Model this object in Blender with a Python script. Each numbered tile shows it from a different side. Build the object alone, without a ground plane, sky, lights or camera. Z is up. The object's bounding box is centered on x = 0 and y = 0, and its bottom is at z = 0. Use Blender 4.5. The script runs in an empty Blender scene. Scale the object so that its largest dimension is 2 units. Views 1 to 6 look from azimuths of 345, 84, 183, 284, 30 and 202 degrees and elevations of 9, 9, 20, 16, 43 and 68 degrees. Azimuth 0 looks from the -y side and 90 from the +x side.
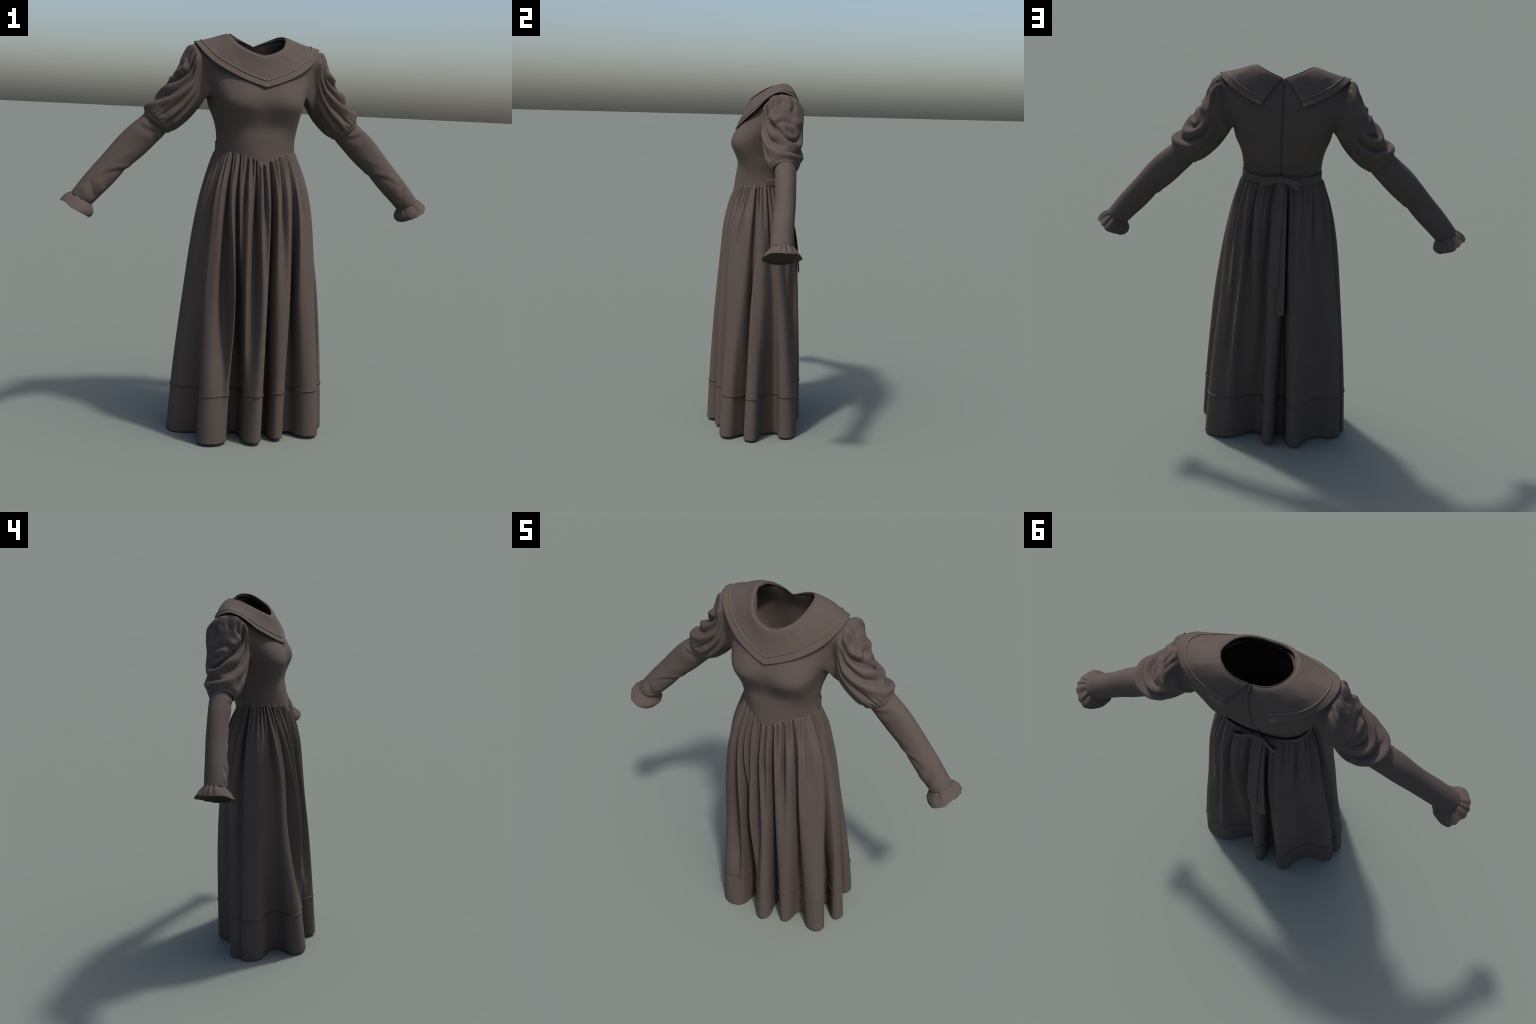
import math
import numpy as np

# ---------------------------------------------------------------- small maths kit


def spline(t, P, ts, closed=False):
    """Cubic spline through the control points P (given at parameters t), evaluated at ts."""
    t = np.asarray(t, float)
    P = np.asarray(P, float)
    flat = P.reshape(len(P), -1)
    if closed:
        period = t[-1] - t[0]
        k = 4
        te = np.r_[t[-1 - k:-1] - period, t, t[1:1 + k] + period]
        fe = np.r_[flat[-1 - k:-1], flat, flat[1:1 + k]]
        return spline(te, fe, t[0] + np.mod(np.asarray(ts) - t[0], period)).reshape((len(ts),) + P.shape[1:])
    n = len(t)
    h = np.diff(t)
    A = np.eye(n)
    R = np.zeros_like(flat)
    for i in range(1, n - 1):
        A[i, i - 1], A[i, i], A[i, i + 1] = h[i - 1], 2 * (h[i - 1] + h[i]), h[i]
        R[i] = 6 * ((flat[i + 1] - flat[i]) / h[i] - (flat[i] - flat[i - 1]) / h[i - 1])
    M = np.linalg.solve(A, R)
    ts = np.asarray(ts, float)
    i = np.clip(np.searchsorted(t, ts, side="right") - 1, 0, n - 2)
    a = (t[i + 1] - ts)[:, None]
    b = (ts - t[i])[:, None]
    hh = h[i][:, None]
    out = (M[i] * a ** 3 + M[i + 1] * b ** 3) / (6 * hh) + (flat[i] / hh - M[i] * hh / 6) * a + (flat[i + 1] / hh - M[i + 1] * hh / 6) * b
    return out.reshape((len(ts),) + P.shape[1:])


def chord(P):
    P = np.asarray(P, float)
    return np.r_[0, np.cumsum(np.linalg.norm(np.diff(P, axis=0), axis=1))]


def curve(P, n):
    """n points evenly spread along a smooth curve through P."""
    t = chord(P)
    d = spline(t, P, np.linspace(0, t[-1], 400))
    s = chord(d)
    x = np.linspace(0, s[-1], n)
    return np.stack([np.interp(x, s, d[:, k]) for k in range(d.shape[1])], 1)


def smooth(a, b, x):
    x = np.clip((x - a) / (b - a), 0, 1)
    return x * x * (3 - 2 * x)


def stroke_field(U, V, path, width, amp, tail=0.25, head=0.25, sharp=2.0, skew=0.0):
    """Height field of one fold drawn as a stroke: a soft ridge (amp > 0) or crease (amp < 0) along path.
    U, V are surface coordinates in metres; the stroke fades in over 'head' and out over 'tail' of its length.
    skew makes one flank steeper than the other."""
    path = np.asarray(path, float)
    c = chord(path)
    fine = spline(c, path, np.linspace(0, c[-1], max(12, 6 * len(path)))) if len(path) > 2 else path
    s = chord(fine)
    best = np.full(U.shape, 1e9)
    along = np.zeros(U.shape)
    side = np.zeros(U.shape)
    for k in range(len(fine) - 1):
        p, q = fine[k], fine[k + 1]
        d = q - p
        L2 = d @ d + 1e-12
        w = np.clip(((U - p[0]) * d[0] + (V - p[1]) * d[1]) / L2, 0, 1)
        du, dv = U - p[0] - w * d[0], V - p[1] - w * d[1]
        dist = np.hypot(du, dv)
        m = dist < best
        best = np.where(m, dist, best)
        along = np.where(m, (s[k] + w * (s[k + 1] - s[k])) / s[-1], along)
        side = np.where(m, np.sign(d[0] * dv - d[1] * du), side)
    wd = width * (1 + skew * side)
    env = np.ones(U.shape)
    if head > 0:
        env = env * smooth(-0.02, head, along)
    if tail > 0:
        env = env * (1 - smooth(1 - tail, 1.02, along))
    return amp * env * np.exp(-(best / wd) ** sharp)


# ---------------------------------------------------------------- bodice and sleeves: measures of the body
# half cross-sections from front centre (0) round the side (4) to back centre (8): x, y, z
TORSO = [
    [(0, -.147, 1.380), (.09, -.122, 1.413), (.16, -.065, 1.427), (.193, -.012, 1.434), (.200, .030, 1.434), (.185, .075, 1.428), (.135, .108, 1.418), (.07, .120, 1.412), (0, .122, 1.410)],
    [(0, -.131, 1.500), (.09, -.117, 1.500), (.164, -.067, 1.50), (.191, -.016, 1.500), (.198, .030, 1.500), (.187, .075, 1.500), (.137, .117, 1.500), (.07, .133, 1.500), (0, .137, 1.500)],
    [(0, -.124, 1.545), (.09, -.118, 1.545), (.168, -.079, 1.545), (.198, -.018, 1.545), (.205, .03, 1.545), (.193, .087, 1.545), (.147, .135, 1.545), (.075, .150, 1.545), (0, .152, 1.545)],
    [(0, -.136, 1.600), (.09, -.138, 1.600), (.178, -.099, 1.60), (.208, -.012, 1.600), (.219, .045, 1.60), (.207, .110, 1.600), (.155, .157, 1.600), (.078, .169, 1.600), (0, .168, 1.600)],
    [(0, -.150, 1.650), (.088, -.159, 1.650), (.184, -.119, 1.650), (.222, -.012, 1.650), (.237, .06, 1.65), (.223, .132, 1.650), (.162, .178, 1.650), (.080, .187, 1.650), (0, .182, 1.650)],
    [(0, -.149, 1.690), (.088, -.156, 1.690), (.188, -.116, 1.690), (.235, -.010, 1.697), (.247, .075, 1.70), (.238, .122, 1.697), (.168, .192, 1.690), (.080, .198, 1.690), (0, .191, 1.690)],
    [(0, -.131, 1.740), (.09, -.125, 1.750), (.190, -.080, 1.765), (.262, 0.0, 1.760), (.262, .08, 1.76), (.266, .156, 1.760), (.180, .201, 1.765), (.085, .206, 1.760), (0, .195, 1.760)],
    [(0, -.098, 1.800), (.085, -.090, 1.815), (.190, -.048, 1.840), (.277, .005, 1.835), (.277, .08, 1.835), (.281, .161, 1.835), (.185, .196, 1.840), (.090, .203, 1.835), (0, .197, 1.835)],
    [(0, -.066, 1.855), (.080, -.055, 1.875), (.187, -.012, 1.894), (.295, .015, 1.898), (.29, .08, 1.9), (.293, .135, 1.905), (.190, .160, 1.913), (.090, .182, 1.905), (0, .183, 1.895)],
    [(0, -.058, 1.880), (.096, -.020, 1.914), (.165, .085, 1.978), (.302, .085, 1.946), (.302, .085, 1.94), (.302, .085, 1.946), (.165, .088, 1.978), (.090, .156, 1.968), (0, .159, 1.949)],
]
ARMPIT = 5  # this section is where the sleeves begin
NF, NS, NB = 46, 34, 46  # columns: half front, side, half back
R_LOW, R_UP = 76, 60  # rows below and above the armpit


def torso_half():
    """Half bodice as two grids of points: lower (full half ring) and upper (front and back panels)."""
    C = np.array(TORSO, float)
    v = np.arange(len(C), dtype=float)
    v[1] = 1.0
    v = np.array([0, 1.5, 2.4, 3.4, 4.4, 5.2, 6.3, 7.6, 8.9, 9.9])
    vl = np.linspace(v[0], v[ARMPIT], R_LOW)
    vu = np.linspace(v[ARMPIT], v[-1], R_UP + 1)[1:]
    low = spline(v[:ARMPIT + 3], C[:ARMPIT + 3], vl)
    full = spline(v, C, np.r_[vl, vu])
    k = np.arange(9.0)

    def mirror_row(row):
        # close the half ring through its mirror image so that the centre lines stay smooth
        m = row * np.array([-1, 1, 1])
        return np.r_[m[2:0:-1], row, m[-2:-4:-1]]
    kk = np.arange(-2.0, 11.0)
    cols = np.r_[np.linspace(0, 3, NF), np.linspace(3, 5, NS + 2)[1:-1], np.linspace(5, 8, NB)]
    L = np.array([spline(kk, mirror_row(full[i]), cols) for i in range(R_LOW)])
    # the front waist comes down to a point
    w_x = [0, .015, .033, .067, .09, .125, .177, .210]
    w_z = [1.381, 1.385, 1.395, 1.410, 1.418, 1.427, 1.433, 1.434]
    for i in range(R_LOW):
        if vl[i] < 1.5:
            fr = slice(0, NF)
            want = np.interp(L[0, fr, 0], w_x, w_z)
            L[i, fr, 2] = want + (1.5 - want) * vl[i] / 1.5
    L[:, 0, 0] = L[:, -1, 0] = 0
    Fp, Bp = [], []
    for i in range(R_LOW, R_LOW + R_UP):
        row = full[i]
        f = np.r_[(row * [-1, 1, 1])[2:0:-1], row[:4]]
        Fp.append(spline(np.arange(-2.0, 4.0), f, np.linspace(0, 3, NF)))
        b = np.r_[row[5:], (row * [-1, 1, 1])[-2:-4:-1]]
        Bp.append(spline(np.arange(5.0, 11.0), b, np.linspace(5, 8, NB)))
    return L, np.array(Fp), np.array(Bp)


# sleeve stations: tau, top (x, z), bottom (x, z), front y, back y
PUFF = [
    (0.00, (.302, 1.948), (.247, 1.700), -.005, .142),
    (0.06, (.331, 1.942), (.257, 1.679), -.014, .164),
    (0.14, (.352, 1.910), (.274, 1.650), -.012, .179),
    (0.32, (.380, 1.849), (.315, 1.592), -.013, .187),
    (0.50, (.418, 1.783), (.367, 1.541), -.010, .189),
    (0.68, (.462, 1.721), (.405, 1.515), -.004, .184),
    (0.84, (.500, 1.662), (.424, 1.507), .004, .179),
    (0.95, (.540, 1.622), (.434, 1.502), .012, .170),
    (1.00, (.546, 1.600), (.440, 1.505), .022, .163),
]
# how square (above 2) or pointed (below 2) the upper half of the puff is, in front and behind
PUFF_FULL = [(0, 2.0, 2.0), (.05, 3.4, 3.6), (.12, 2.7, 3.1), (.20, 2.0, 2.5), (.35, 1.68, 2.0), (.55, 1.8, 1.85), (.75, 2.1, 1.9), (1.0, 2.2, 2.0)]
NT = 170


def tube(stations, tau, phi, full=None, leaning=True):
    """Point on a sleeve: tau along it, phi round it (0 top, 90 front, 180 underneath, 270 back)."""
    S = np.array([[s[0], *s[1], *s[2], s[3], s[4]] for s in stations])
    q = spline(S[:, 0], S[:, 1:], tau)
    top, bot, yf, yb = q[:, 0:2], q[:, 2:4], q[:, 4], q[:, 5]
    c, n = (top + bot) / 2, (top - bot) / 2
    yc, ry = (yf + yb) / 2, (yb - yf) / 2
    cp, sp = np.cos(phi), np.sin(phi)
    if full:
        f = np.array(full)
        ef, eb = np.interp(tau, f[:, 0], f[:, 1])[:, None], np.interp(tau, f[:, 0], f[:, 2])[:, None]
        e = 2 + (np.where(sp > 0, ef, eb) - 2) * smooth(-0.2, 0.4, cp)
        lean = 0.36 * (1 - smooth(0.15, 0.6, np.asarray(tau)))[:, None]
        lean_front = 0.24 * (1 - smooth(0.05, 0.22, np.asarray(tau)))[:, None]
        slim = 0.5 * np.exp(-((np.asarray(tau) - .10) / .09) ** 2)[:, None]
        e = e - leaning * slim * (1 - smooth(-.5, 0.0, cp)) * (sp > 0)
        g = (np.abs(cp) ** e + np.abs(sp) ** e) ** (-1 / e)
        cp, sp = cp * g, sp * g
        sp = sp * (1 + leaning * np.where(sp < 0, lean, lean_front) * cp)
    x = c[:, 0][:, None] + n[:, 0][:, None] * cp
    z = c[:, 1][:, None] + n[:, 1][:, None] * cp
    y = yc[:, None] - ry[:, None] * sp
    return np.stack([x, y, z], -1)
# ==== BUILD
import bpy

rng = np.random.default_rng(7)

# ---------------------------------------------------------------- materials


def principled(name):
    m = bpy.data.materials.new(name)
    m.use_nodes = True
    nt = m.node_tree
    return m, nt, nt.nodes["Principled BSDF"]


def cloth_material(name, light, dark, rough=0.88, weave=True):
    m, nt, b = principled(name)
    N, Lk = nt.nodes, nt.links
    co = N.new("ShaderNodeTexCoord")
    patch = N.new("ShaderNodeTexNoise")
    patch.inputs["Scale"].default_value = 9.0
    patch.inputs["Detail"].default_value = 3.0
    Lk.new(co.outputs["Object"], patch.inputs["Vector"])
    ramp = N.new("ShaderNodeValToRGB")
    ramp.color_ramp.elements[0].position = 0.3
    ramp.color_ramp.elements[1].position = 0.7
    ramp.color_ramp.elements[0].color = (*dark, 1)
    ramp.color_ramp.elements[1].color = (*light, 1)
    Lk.new(patch.outputs["Fac"], ramp.inputs["Fac"])
    Lk.new(ramp.outputs["Color"], b.inputs["Base Color"])
    b.inputs["Roughness"].default_value = rough
    b.inputs["Specular IOR Level"].default_value = 0.18
    if weave:
        fine = N.new("ShaderNodeTexNoise")
        fine.inputs["Scale"].default_value = 420.0
        fine.inputs["Detail"].default_value = 2.0
        Lk.new(co.outputs["Object"], fine.inputs["Vector"])
        bump = N.new("ShaderNodeBump")
        bump.inputs["Strength"].default_value = 0.05
        bump.inputs["Distance"].default_value = 0.001
        Lk.new(fine.outputs["Fac"], bump.inputs["Height"])
        Lk.new(bump.outputs["Normal"], b.inputs["Normal"])
    return m


def thread_material(name, a, c):
    """Twisted two-tone thread whose hue drifts along its length."""
    m, nt, b = principled(name)
    N, Lk = nt.nodes, nt.links
    co = N.new("ShaderNodeTexCoord")
    drift = N.new("ShaderNodeTexNoise")
    drift.inputs["Scale"].default_value = 14.0
    Lk.new(co.outputs["Object"], drift.inputs["Vector"])
    ramp = N.new("ShaderNodeValToRGB")
    ramp.color_ramp.elements[0].position = 0.38
    ramp.color_ramp.elements[1].position = 0.62
    ramp.color_ramp.elements[0].color = (*a, 1)
    ramp.color_ramp.elements[1].color = (*c, 1)
    Lk.new(drift.outputs["Fac"], ramp.inputs["Fac"])
    Lk.new(ramp.outputs["Color"], b.inputs["Base Color"])
    b.inputs["Roughness"].default_value = 0.6
    return m


CLOTH = cloth_material("taupe_wool", (0.085, 0.0655, 0.0565), (0.079, 0.061, 0.0525))
GOLD = thread_material("olive_gold_thread", (0.080, 0.060, 0.029), (0.100, 0.072, 0.035))
RUST = thread_material("rust_thread", (0.058, 0.029, 0.018), (0.040, 0.028, 0.017))  # darkened below the cord's lit colour to paint in the seam groove's shadow
ZIP = cloth_material("zip_tape", (0.040, 0.041, 0.038), (0.034, 0.035, 0.033), 0.6, weave=False)
METAL, _nt, _b = principled("dark_brass")
_b.inputs["Base Color"].default_value = (0.16, 0.11, 0.06, 1)
_b.inputs["Metallic"].default_value = 0.8
_b.inputs["Roughness"].default_value = 0.4

# ---------------------------------------------------------------- mesh kit


def new_object(name, verts, faces, material, parent=None, normals=None):
    me = bpy.data.meshes.new(name)
    me.from_pydata(np.asarray(verts).tolist(), [], [tuple(int(i) for i in f) for f in faces])
    me.update()
    me.polygons.foreach_set("use_smooth", [True] * len(me.polygons))
    if normals is not None:
        me.normals_split_custom_set_from_vertices(np.asarray(normals).tolist())
    ob = bpy.data.objects.new(name, me)
    bpy.context.scene.collection.objects.link(ob)
    me.materials.append(material)
    ob.parent = parent
    return ob


def grid_faces(idx, closed=False):
    a = idx if not closed else np.concatenate([idx, idx[:, :1]], 1)
    return np.stack([a[:-1, :-1], a[:-1, 1:], a[1:, 1:], a[1:, :-1]], -1).reshape(-1, 4)


def grid_object(name, P, material, parent, closed=False, thick=0.0, flip=False):
    idx = np.arange(P.shape[0] * P.shape[1]).reshape(P.shape[:2])
    f = grid_faces(idx, closed)
    if flip:
        f = f[:, ::-1]
    ob = new_object(name, P.reshape(-1, 3), f, material, parent)
    if thick:
        s = ob.modifiers.new("thickness", "SOLIDIFY")
        s.thickness = thick
        s.offset = -1.0
    return ob


def vertex_normals(V, F):
    n = np.zeros_like(V)
    a, b, c, d = (V[F[:, k]] for k in range(4))
    fn = np.cross(c - a, d - b)
    for k in range(4):
        np.add.at(n, F[:, k], fn)
    return n / (np.linalg.norm(n, axis=1, keepdims=True) + 1e-12)


def tube_along(path, radius, sides=8, closed=False):
    path = np.asarray(path, float)
    t = np.roll(path, -1, 0) - np.roll(path, 1, 0) if closed else np.gradient(path, axis=0)
    t /= np.linalg.norm(t, axis=1, keepdims=True) + 1e-12
    up = np.array([0.0, 0.0, 1.0])
    a = np.cross(t, up)
    a /= np.linalg.norm(a, axis=1, keepdims=True) + 1e-9
    b = np.cross(a, t)
    r = np.broadcast_to(np.asarray(radius, float), (len(path),))[:, None, None]
    an = np.linspace(0, 2 * math.pi, sides, endpoint=False)
    return path[:, None] + r * (a[:, None] * np.cos(an)[None, :, None] + b[:, None] * np.sin(an)[None, :, None])


dress = bpy.data.objects.new("long_dress", None)
bpy.context.scene.collection.objects.link(dress)
dress["label"] = "long taupe dress with puffed sleeves and wide collar"
dress["category"] = "dress"

# ---------------------------------------------------------------- bodice and puffed sleeves, one seamless surface
L, FP, BP = torso_half()
verts, index = [], {}


def add(p):
    verts.append(p)
    return len(verts) - 1


MIR = np.array([-1.0, 1.0, 1.0])
ncol = NF + NS + NB
low = np.zeros((R_LOW, 2 * ncol - 2), int)
for i in range(R_LOW):
    right = [add(L[i, j]) for j in range(ncol)]
    left = [add(L[i, j] * MIR) for j in range(ncol - 2, 0, -1)]
    low[i] = right + left
front = np.zeros((R_UP + 1, 2 * NF - 1), int)
back = np.zeros((R_UP + 1, 2 * NB - 1), int)
W = 2 * ncol - 2
front[0] = [low[-1, j % W] for j in range(-(NF - 1), NF)]
back[0] = [low[-1, j] for j in range(NF + NS, NF + NS + 2 * NB - 1)]
for i in range(R_UP):
    fr = np.concatenate([FP[i, :0:-1] * MIR, FP[i]])
    front[i + 1] = [add(p) for p in fr]
    bk = np.concatenate([BP[i], BP[i, -2::-1] * MIR])
    back[i + 1] = [add(p) for p in bk]
# shoulder points: the last rows of front and back meet at the armhole
back[-1, 0] = front[-1, -1]
back[-1, -1] = front[-1, 0]
body_faces = np.concatenate([grid_faces(low, True), grid_faces(front), grid_faces(back)])

# armhole loop on the wearer's left (+x): up the front, down the back, along the underarm
loop = list(front[:, -1]) + list(back[-2::-1, 0]) + list(low[-1, NF + NS - 1:NF - 1:-1])
loop_l = list(front[:, 0]) + list(back[-2::-1, -1]) + [low[-1, (W - j) % W] for j in range(NF + NS - 1, NF - 1, -1)]
V0 = np.array(verts)
LP = V0[loop]
tau = np.linspace(0, 1, NT)
st0 = PUFF[0]
c0 = np.array([(st0[1][0] + st0[2][0]) / 2, (st0[3] + st0[4]) / 2, (st0[1][1] + st0[2][1]) / 2])
n0 = np.array([(st0[1][0] - st0[2][0]) / 2, 0, (st0[1][1] - st0[2][1]) / 2])
ry0 = (st0[4] - st0[3]) / 2
phi0 = np.unwrap(np.arctan2((c0[1] - LP[:, 1]) / ry0, (LP - c0) @ n0 / (n0 @ n0)))
k_top = len(front) - 1
phi0 -= phi0[k_top]
ph_even = np.interp(np.arange(len(loop)), [0, k_top, k_top + R_UP, len(loop)], [phi0[0], 0, phi0[k_top + R_UP], phi0[0] + np.sign(phi0[k_top + R_UP]) * 2 * math.pi])
PHI = phi0[None, :] * (1 - smooth(0, 0.35, tau))[:, None] + (0.35 * phi0 + 0.65 * ph_even)[None, :] * smooth(0, 0.35, tau)[:, None]
TU = tube(PUFF, tau, PHI, PUFF_FULL)
off = LP - TU[0]
SL = TU + off[None] * (1 - smooth(0, 0.30, tau))[:, None, None]

# folds of the puffed sleeve as strokes (tau, degrees round the arm, width, height, skew)
PHD = np.degrees((PHI + math.pi) % (2 * math.pi) - math.pi)
U = tau[:, None] * 0.36 + 0 * PHI
Vv = np.radians(PHD) * 0.10
FOLDS = [
    # drapes that hang from the front of the shoulder, swing down across the outside of the arm and climb again behind
    ([(.00, 60), (.11, 71), (.28, 62), (.46, 54), (.58, 37), (.71, 10), (.78, -14), (.76, -40), (.62, -66), (.36, -80), (.12, -80)], .020, .012, .1, .1),
    ([(.02, 80), (.20, 88), (.40, 82), (.60, 68), (.77, 55), (.89, 30), (.93, 0), (.94, -25), (.91, -50), (.82, -80), (.60, -98), (.40, -106), (.22, -106)], .018, .015, .15, .2),
    ([(.10, -20), (.14, -47), (.24, -63), (.32, -61), (.40, -42), (.42, -18)], .017, .011, .15, .3),
    ([(.05, 101), (.30, 104), (.50, 105), (.70, 103), (.90, 100)], .013, .007, .3, .2),
    ([(.12, 122), (.30, 124), (.50, 128), (.80, 131)], .016, .006, .3, .2),
    # the long crease above the first drape, and the hollows between the others
    ([(.01, 55), (.18, 60), (.34, 51), (.46, 37), (.56, 21), (.655, 3), (.71, -15), (.69, -38), (.57, -60), (.40, -72)], .0105, -.029, .04, .25),
    ([(.05, 76), (.30, 73), (.50, 63), (.62, 55), (.74, 34), (.82, 12), (.83, -12)], .012, -.020, .15, .35),
    ([(.87, 30), (.89, 10), (.885, -14), (.87, -42), (.81, -63), (.67, -83), (.46, -93), (.28, -93)], .011, -.020, .2, .2),
    ([(.08, 98), (.30, 94), (.50, 92), (.73, 85), (.92, 78)], .010, -.010, .2, .1),
    ([(.20, 112), (.50, 116), (.90, 114)], .010, -.007, .3, .1),
    ([(.30, 140), (.60, 144), (.95, 146)], .012, -.004, .3, .1),
    ([(.30, -128), (.60, -126), (.95, -118)], .014, -.004, .3, .1),
    # the pouch above the long crease
    ([(.22, 50), (.33, 40), (.42, 26), (.46, 8)], .016, .017, .3, .3),
    ([(.30, -50), (.42, -38), (.47, -22)], .016, .006, .3, .3),
    # dents on the outside
    ([(.46, 24), (.455, 4), (.47, -20), (.46, -38)], .013, -.011, .3, .3),
    ([(.57, 0), (.595, -22), (.55, -50)], .012, -.011, .3, .3),
    ([(.52, 14), (.535, -10), (.52, -34)], .010, .005, .3, .3),
    ([(.08, -25), (.24, -27), (.37, -24)], .008, -.010, .0, .4),
    ([(.08, -13), (.18, -17), (.34, -10)], .011, .006, .0, .4),
    ([(.06, 24), (.20, 27), (.34, 22)], .013, .006, .0, .4),
    # gathers drawn up under the collar
    ([(.02, 47), (.17, 47)], .0065, -.013, 0, .6),
    ([(.02, 36), (.30, 40)], .008, -.014, 0, .6),
    ([(.02, 19), (.16, 18)], .0065, -.013, 0, .6),
    ([(.02, 8), (.28, 6)], .008, -.015, 0, .6),
    ([(.02, -5), (.14, -6)], .006, -.012, 0, .6),
    ([(.02, -38), (.18, -44)], .007, -.014, 0, .6),
    ([(.04, -55), (.24, -70)], .007, -.009, 0, .5),
    # small pleats drawn into the sleeve seam
    ([(.84, 66), (.99, 60)], .006, -.005, .4, 0),
    ([(.86, 80), (.99, 76)], .006, -.004, .4, 0),
    ([(.90, 46), (.99, 44)], .006, -.004, .4, 0),
    ([(.86, 94), (.99, 90)], .006, -.005, .4, 0),
    ([(.90, -70), (.99, -66)], .006, -.003, .4, 0),
    ([(.90, 112), (.99, 108)], .006, -.003, .4, 0),
]
H = np.zeros(PHI.shape)
for path, w, amp, head, tail in FOLDS:
    pts = np.array([(a * 0.36, math.radians(b) * 0.10) for a, b in path])
    H += stroke_field(U, Vv, pts, w, amp, tail=tail, head=head, sharp=1.7 if amp < 0 else 2.0)
H *= (smooth(0.0, 0.045, tau) * (1 - 0.3 * smooth(0.95, 1.0, tau)))[:, None]
dU = np.gradient(SL, axis=0)
SLc = np.concatenate([SL[:, -1:], SL, SL[:, :1]], 1)
dV = (SLc[:, 2:] - SLc[:, :-2])
nr = np.cross(dU, dV)
nr /= np.linalg.norm(nr, axis=-1, keepdims=True) + 1e-12
ctr = SL.mean(1, keepdims=True)
if ((SL - ctr) * nr).sum() < 0:
    nr = -nr
SL = SL + nr * H[..., None]
# the puff rolls under and closes on the narrower sleeve
end_c, end_ring = SL[-1].mean(0), SL[-1]
axis = np.array([0.70, -0.02, -0.713])
outer = 0.5 + 0.5 * np.cos(PHI[-1])
under = []
for k in range(1, 15):
    a = k / 14 * math.pi * 0.80
    r = end_ring - end_c
    bulge = (0.004 + 0.012 * outer)[:, None]
    shrink = (1 - (1 - math.cos(a)) * 0.5 * (0.10 + 0.26 * outer))[:, None]
    under.append(end_c + r * shrink + axis * bulge * math.sin(a))
SL = np.concatenate([SL, np.array(under)])

sid = np.zeros((len(SL), len(loop)), int)
sid[0] = loop
for i in range(1, len(SL)):
    sid[i] = [add(p) for p in SL[i]]
sid_l = np.zeros_like(sid)
sid_l[0] = loop_l
for i in range(1, len(SL)):
    sid_l[i] = [add(p * MIR) for p in SL[i]]
V = np.array(verts)
puff_f = grid_faces(sid, True)
puff_lf = grid_faces(sid_l, True)


def outward(F, V, centre):
    a, b, c, d = (V[F[:, k]] for k in range(4))
    fn = np.cross(c - a, d - b)
    return F if ((a + c) / 2 - centre) .ravel() @ fn.ravel() > 0 else F[:, ::-1]


for part, cen in ((grid_faces(low, True), (0, .03, 1.55)),):
    pass
body_low = outward(grid_faces(low, True), V, np.array([0, .03, 1.55]))
body_front = outward(grid_faces(front), V, np.array([0, .08, 1.8]))
body_back = outward(grid_faces(back), V, np.array([0, .08, 1.8]))
body_faces = np.concatenate([body_low, body_front, body_back])
puff_f = outward(puff_f, V, np.array([.39, .085, 1.67]))
puff_lf = outward(puff_lf, V, np.array([-.39, .085, 1.67]))
allf = np.concatenate([body_faces, puff_f, puff_lf])

# ease the armhole so that the sleeve grows out of the chest without an edge
wgt = np.zeros(len(V))
near = 1 - smooth(0.02, 0.15, tau)
head_keep = 1 - 0.9 * smooth(math.cos(1.35), math.cos(0.75), np.cos(PHI))
for i in range(len(tau)):
    wgt[sid[i]] = np.maximum(wgt[sid[i]], near[i] * head_keep[i])
    wgt[sid_l[i]] = np.maximum(wgt[sid_l[i]], near[i] * head_keep[i])
for r in range(NF):
    d = NF - 1 - r
    v_ = 1 - smooth(3, 16, d)
    for col in (front[:, NF - 1 + r], front[:, NF - 1 - r], back[:, 2 * NB - 2 - (NB - 1 - r)] if False else back[:, NB - 1 + r], back[:, NB - 1 - r]):
        wgt[col] = np.maximum(wgt[col], v_)
for i in range(R_LOW):
    v_ = 1 - smooth(2, 18, R_LOW - 1 - i)
    j = np.arange(NF - 8, NF + NS + 8)
    wgt[low[i, j]] = np.maximum(wgt[low[i, j]], v_)
    wgt[low[i, (W - j) % W]] = np.maximum(wgt[low[i, (W - j) % W]], v_)
top_edge = np.unique(np.concatenate([front[-1], back[-1]]))
wgt[top_edge] = 0
edges = np.concatenate([allf[:, [0, 1]], allf[:, [1, 2]], allf[:, [2, 3]], allf[:, [3, 0]]])
edges = np.unique(np.sort(edges, 1), axis=0)
deg = np.bincount(edges.ravel(), minlength=len(V)).astype(float)
for it in range(40):
    acc = np.zeros_like(V)
    np.add.at(acc, edges[:, 0], V[edges[:, 1]])
    np.add.at(acc, edges[:, 1], V[edges[:, 0]])
    V = V + (acc / deg[:, None] - V) * (0.5 * wgt)[:, None]
NRM = vertex_normals(V, allf)


def shell_part(name, F, thick, parent):
    """One region of the seamless surface, with the lining as an inner layer; normals are those of the whole."""
    ids, inv = np.unique(F, return_inverse=True)
    f = inv.reshape(F.shape)
    out, n = V[ids], NRM[ids]
    v = np.concatenate([out, out - n * thick])
    ff = np.concatenate([f, f[:, ::-1] + len(ids)])
    return new_object(name, v, ff, CLOTH, parent, np.concatenate([n, -n]))


bodice = shell_part("bodice", body_faces, 0.003, dress)
sleeve_r = shell_part("puffed_sleeve", puff_f, 0.003, dress)
sleeve_l = shell_part("puffed_sleeve", puff_lf, 0.003, dress)

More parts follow.
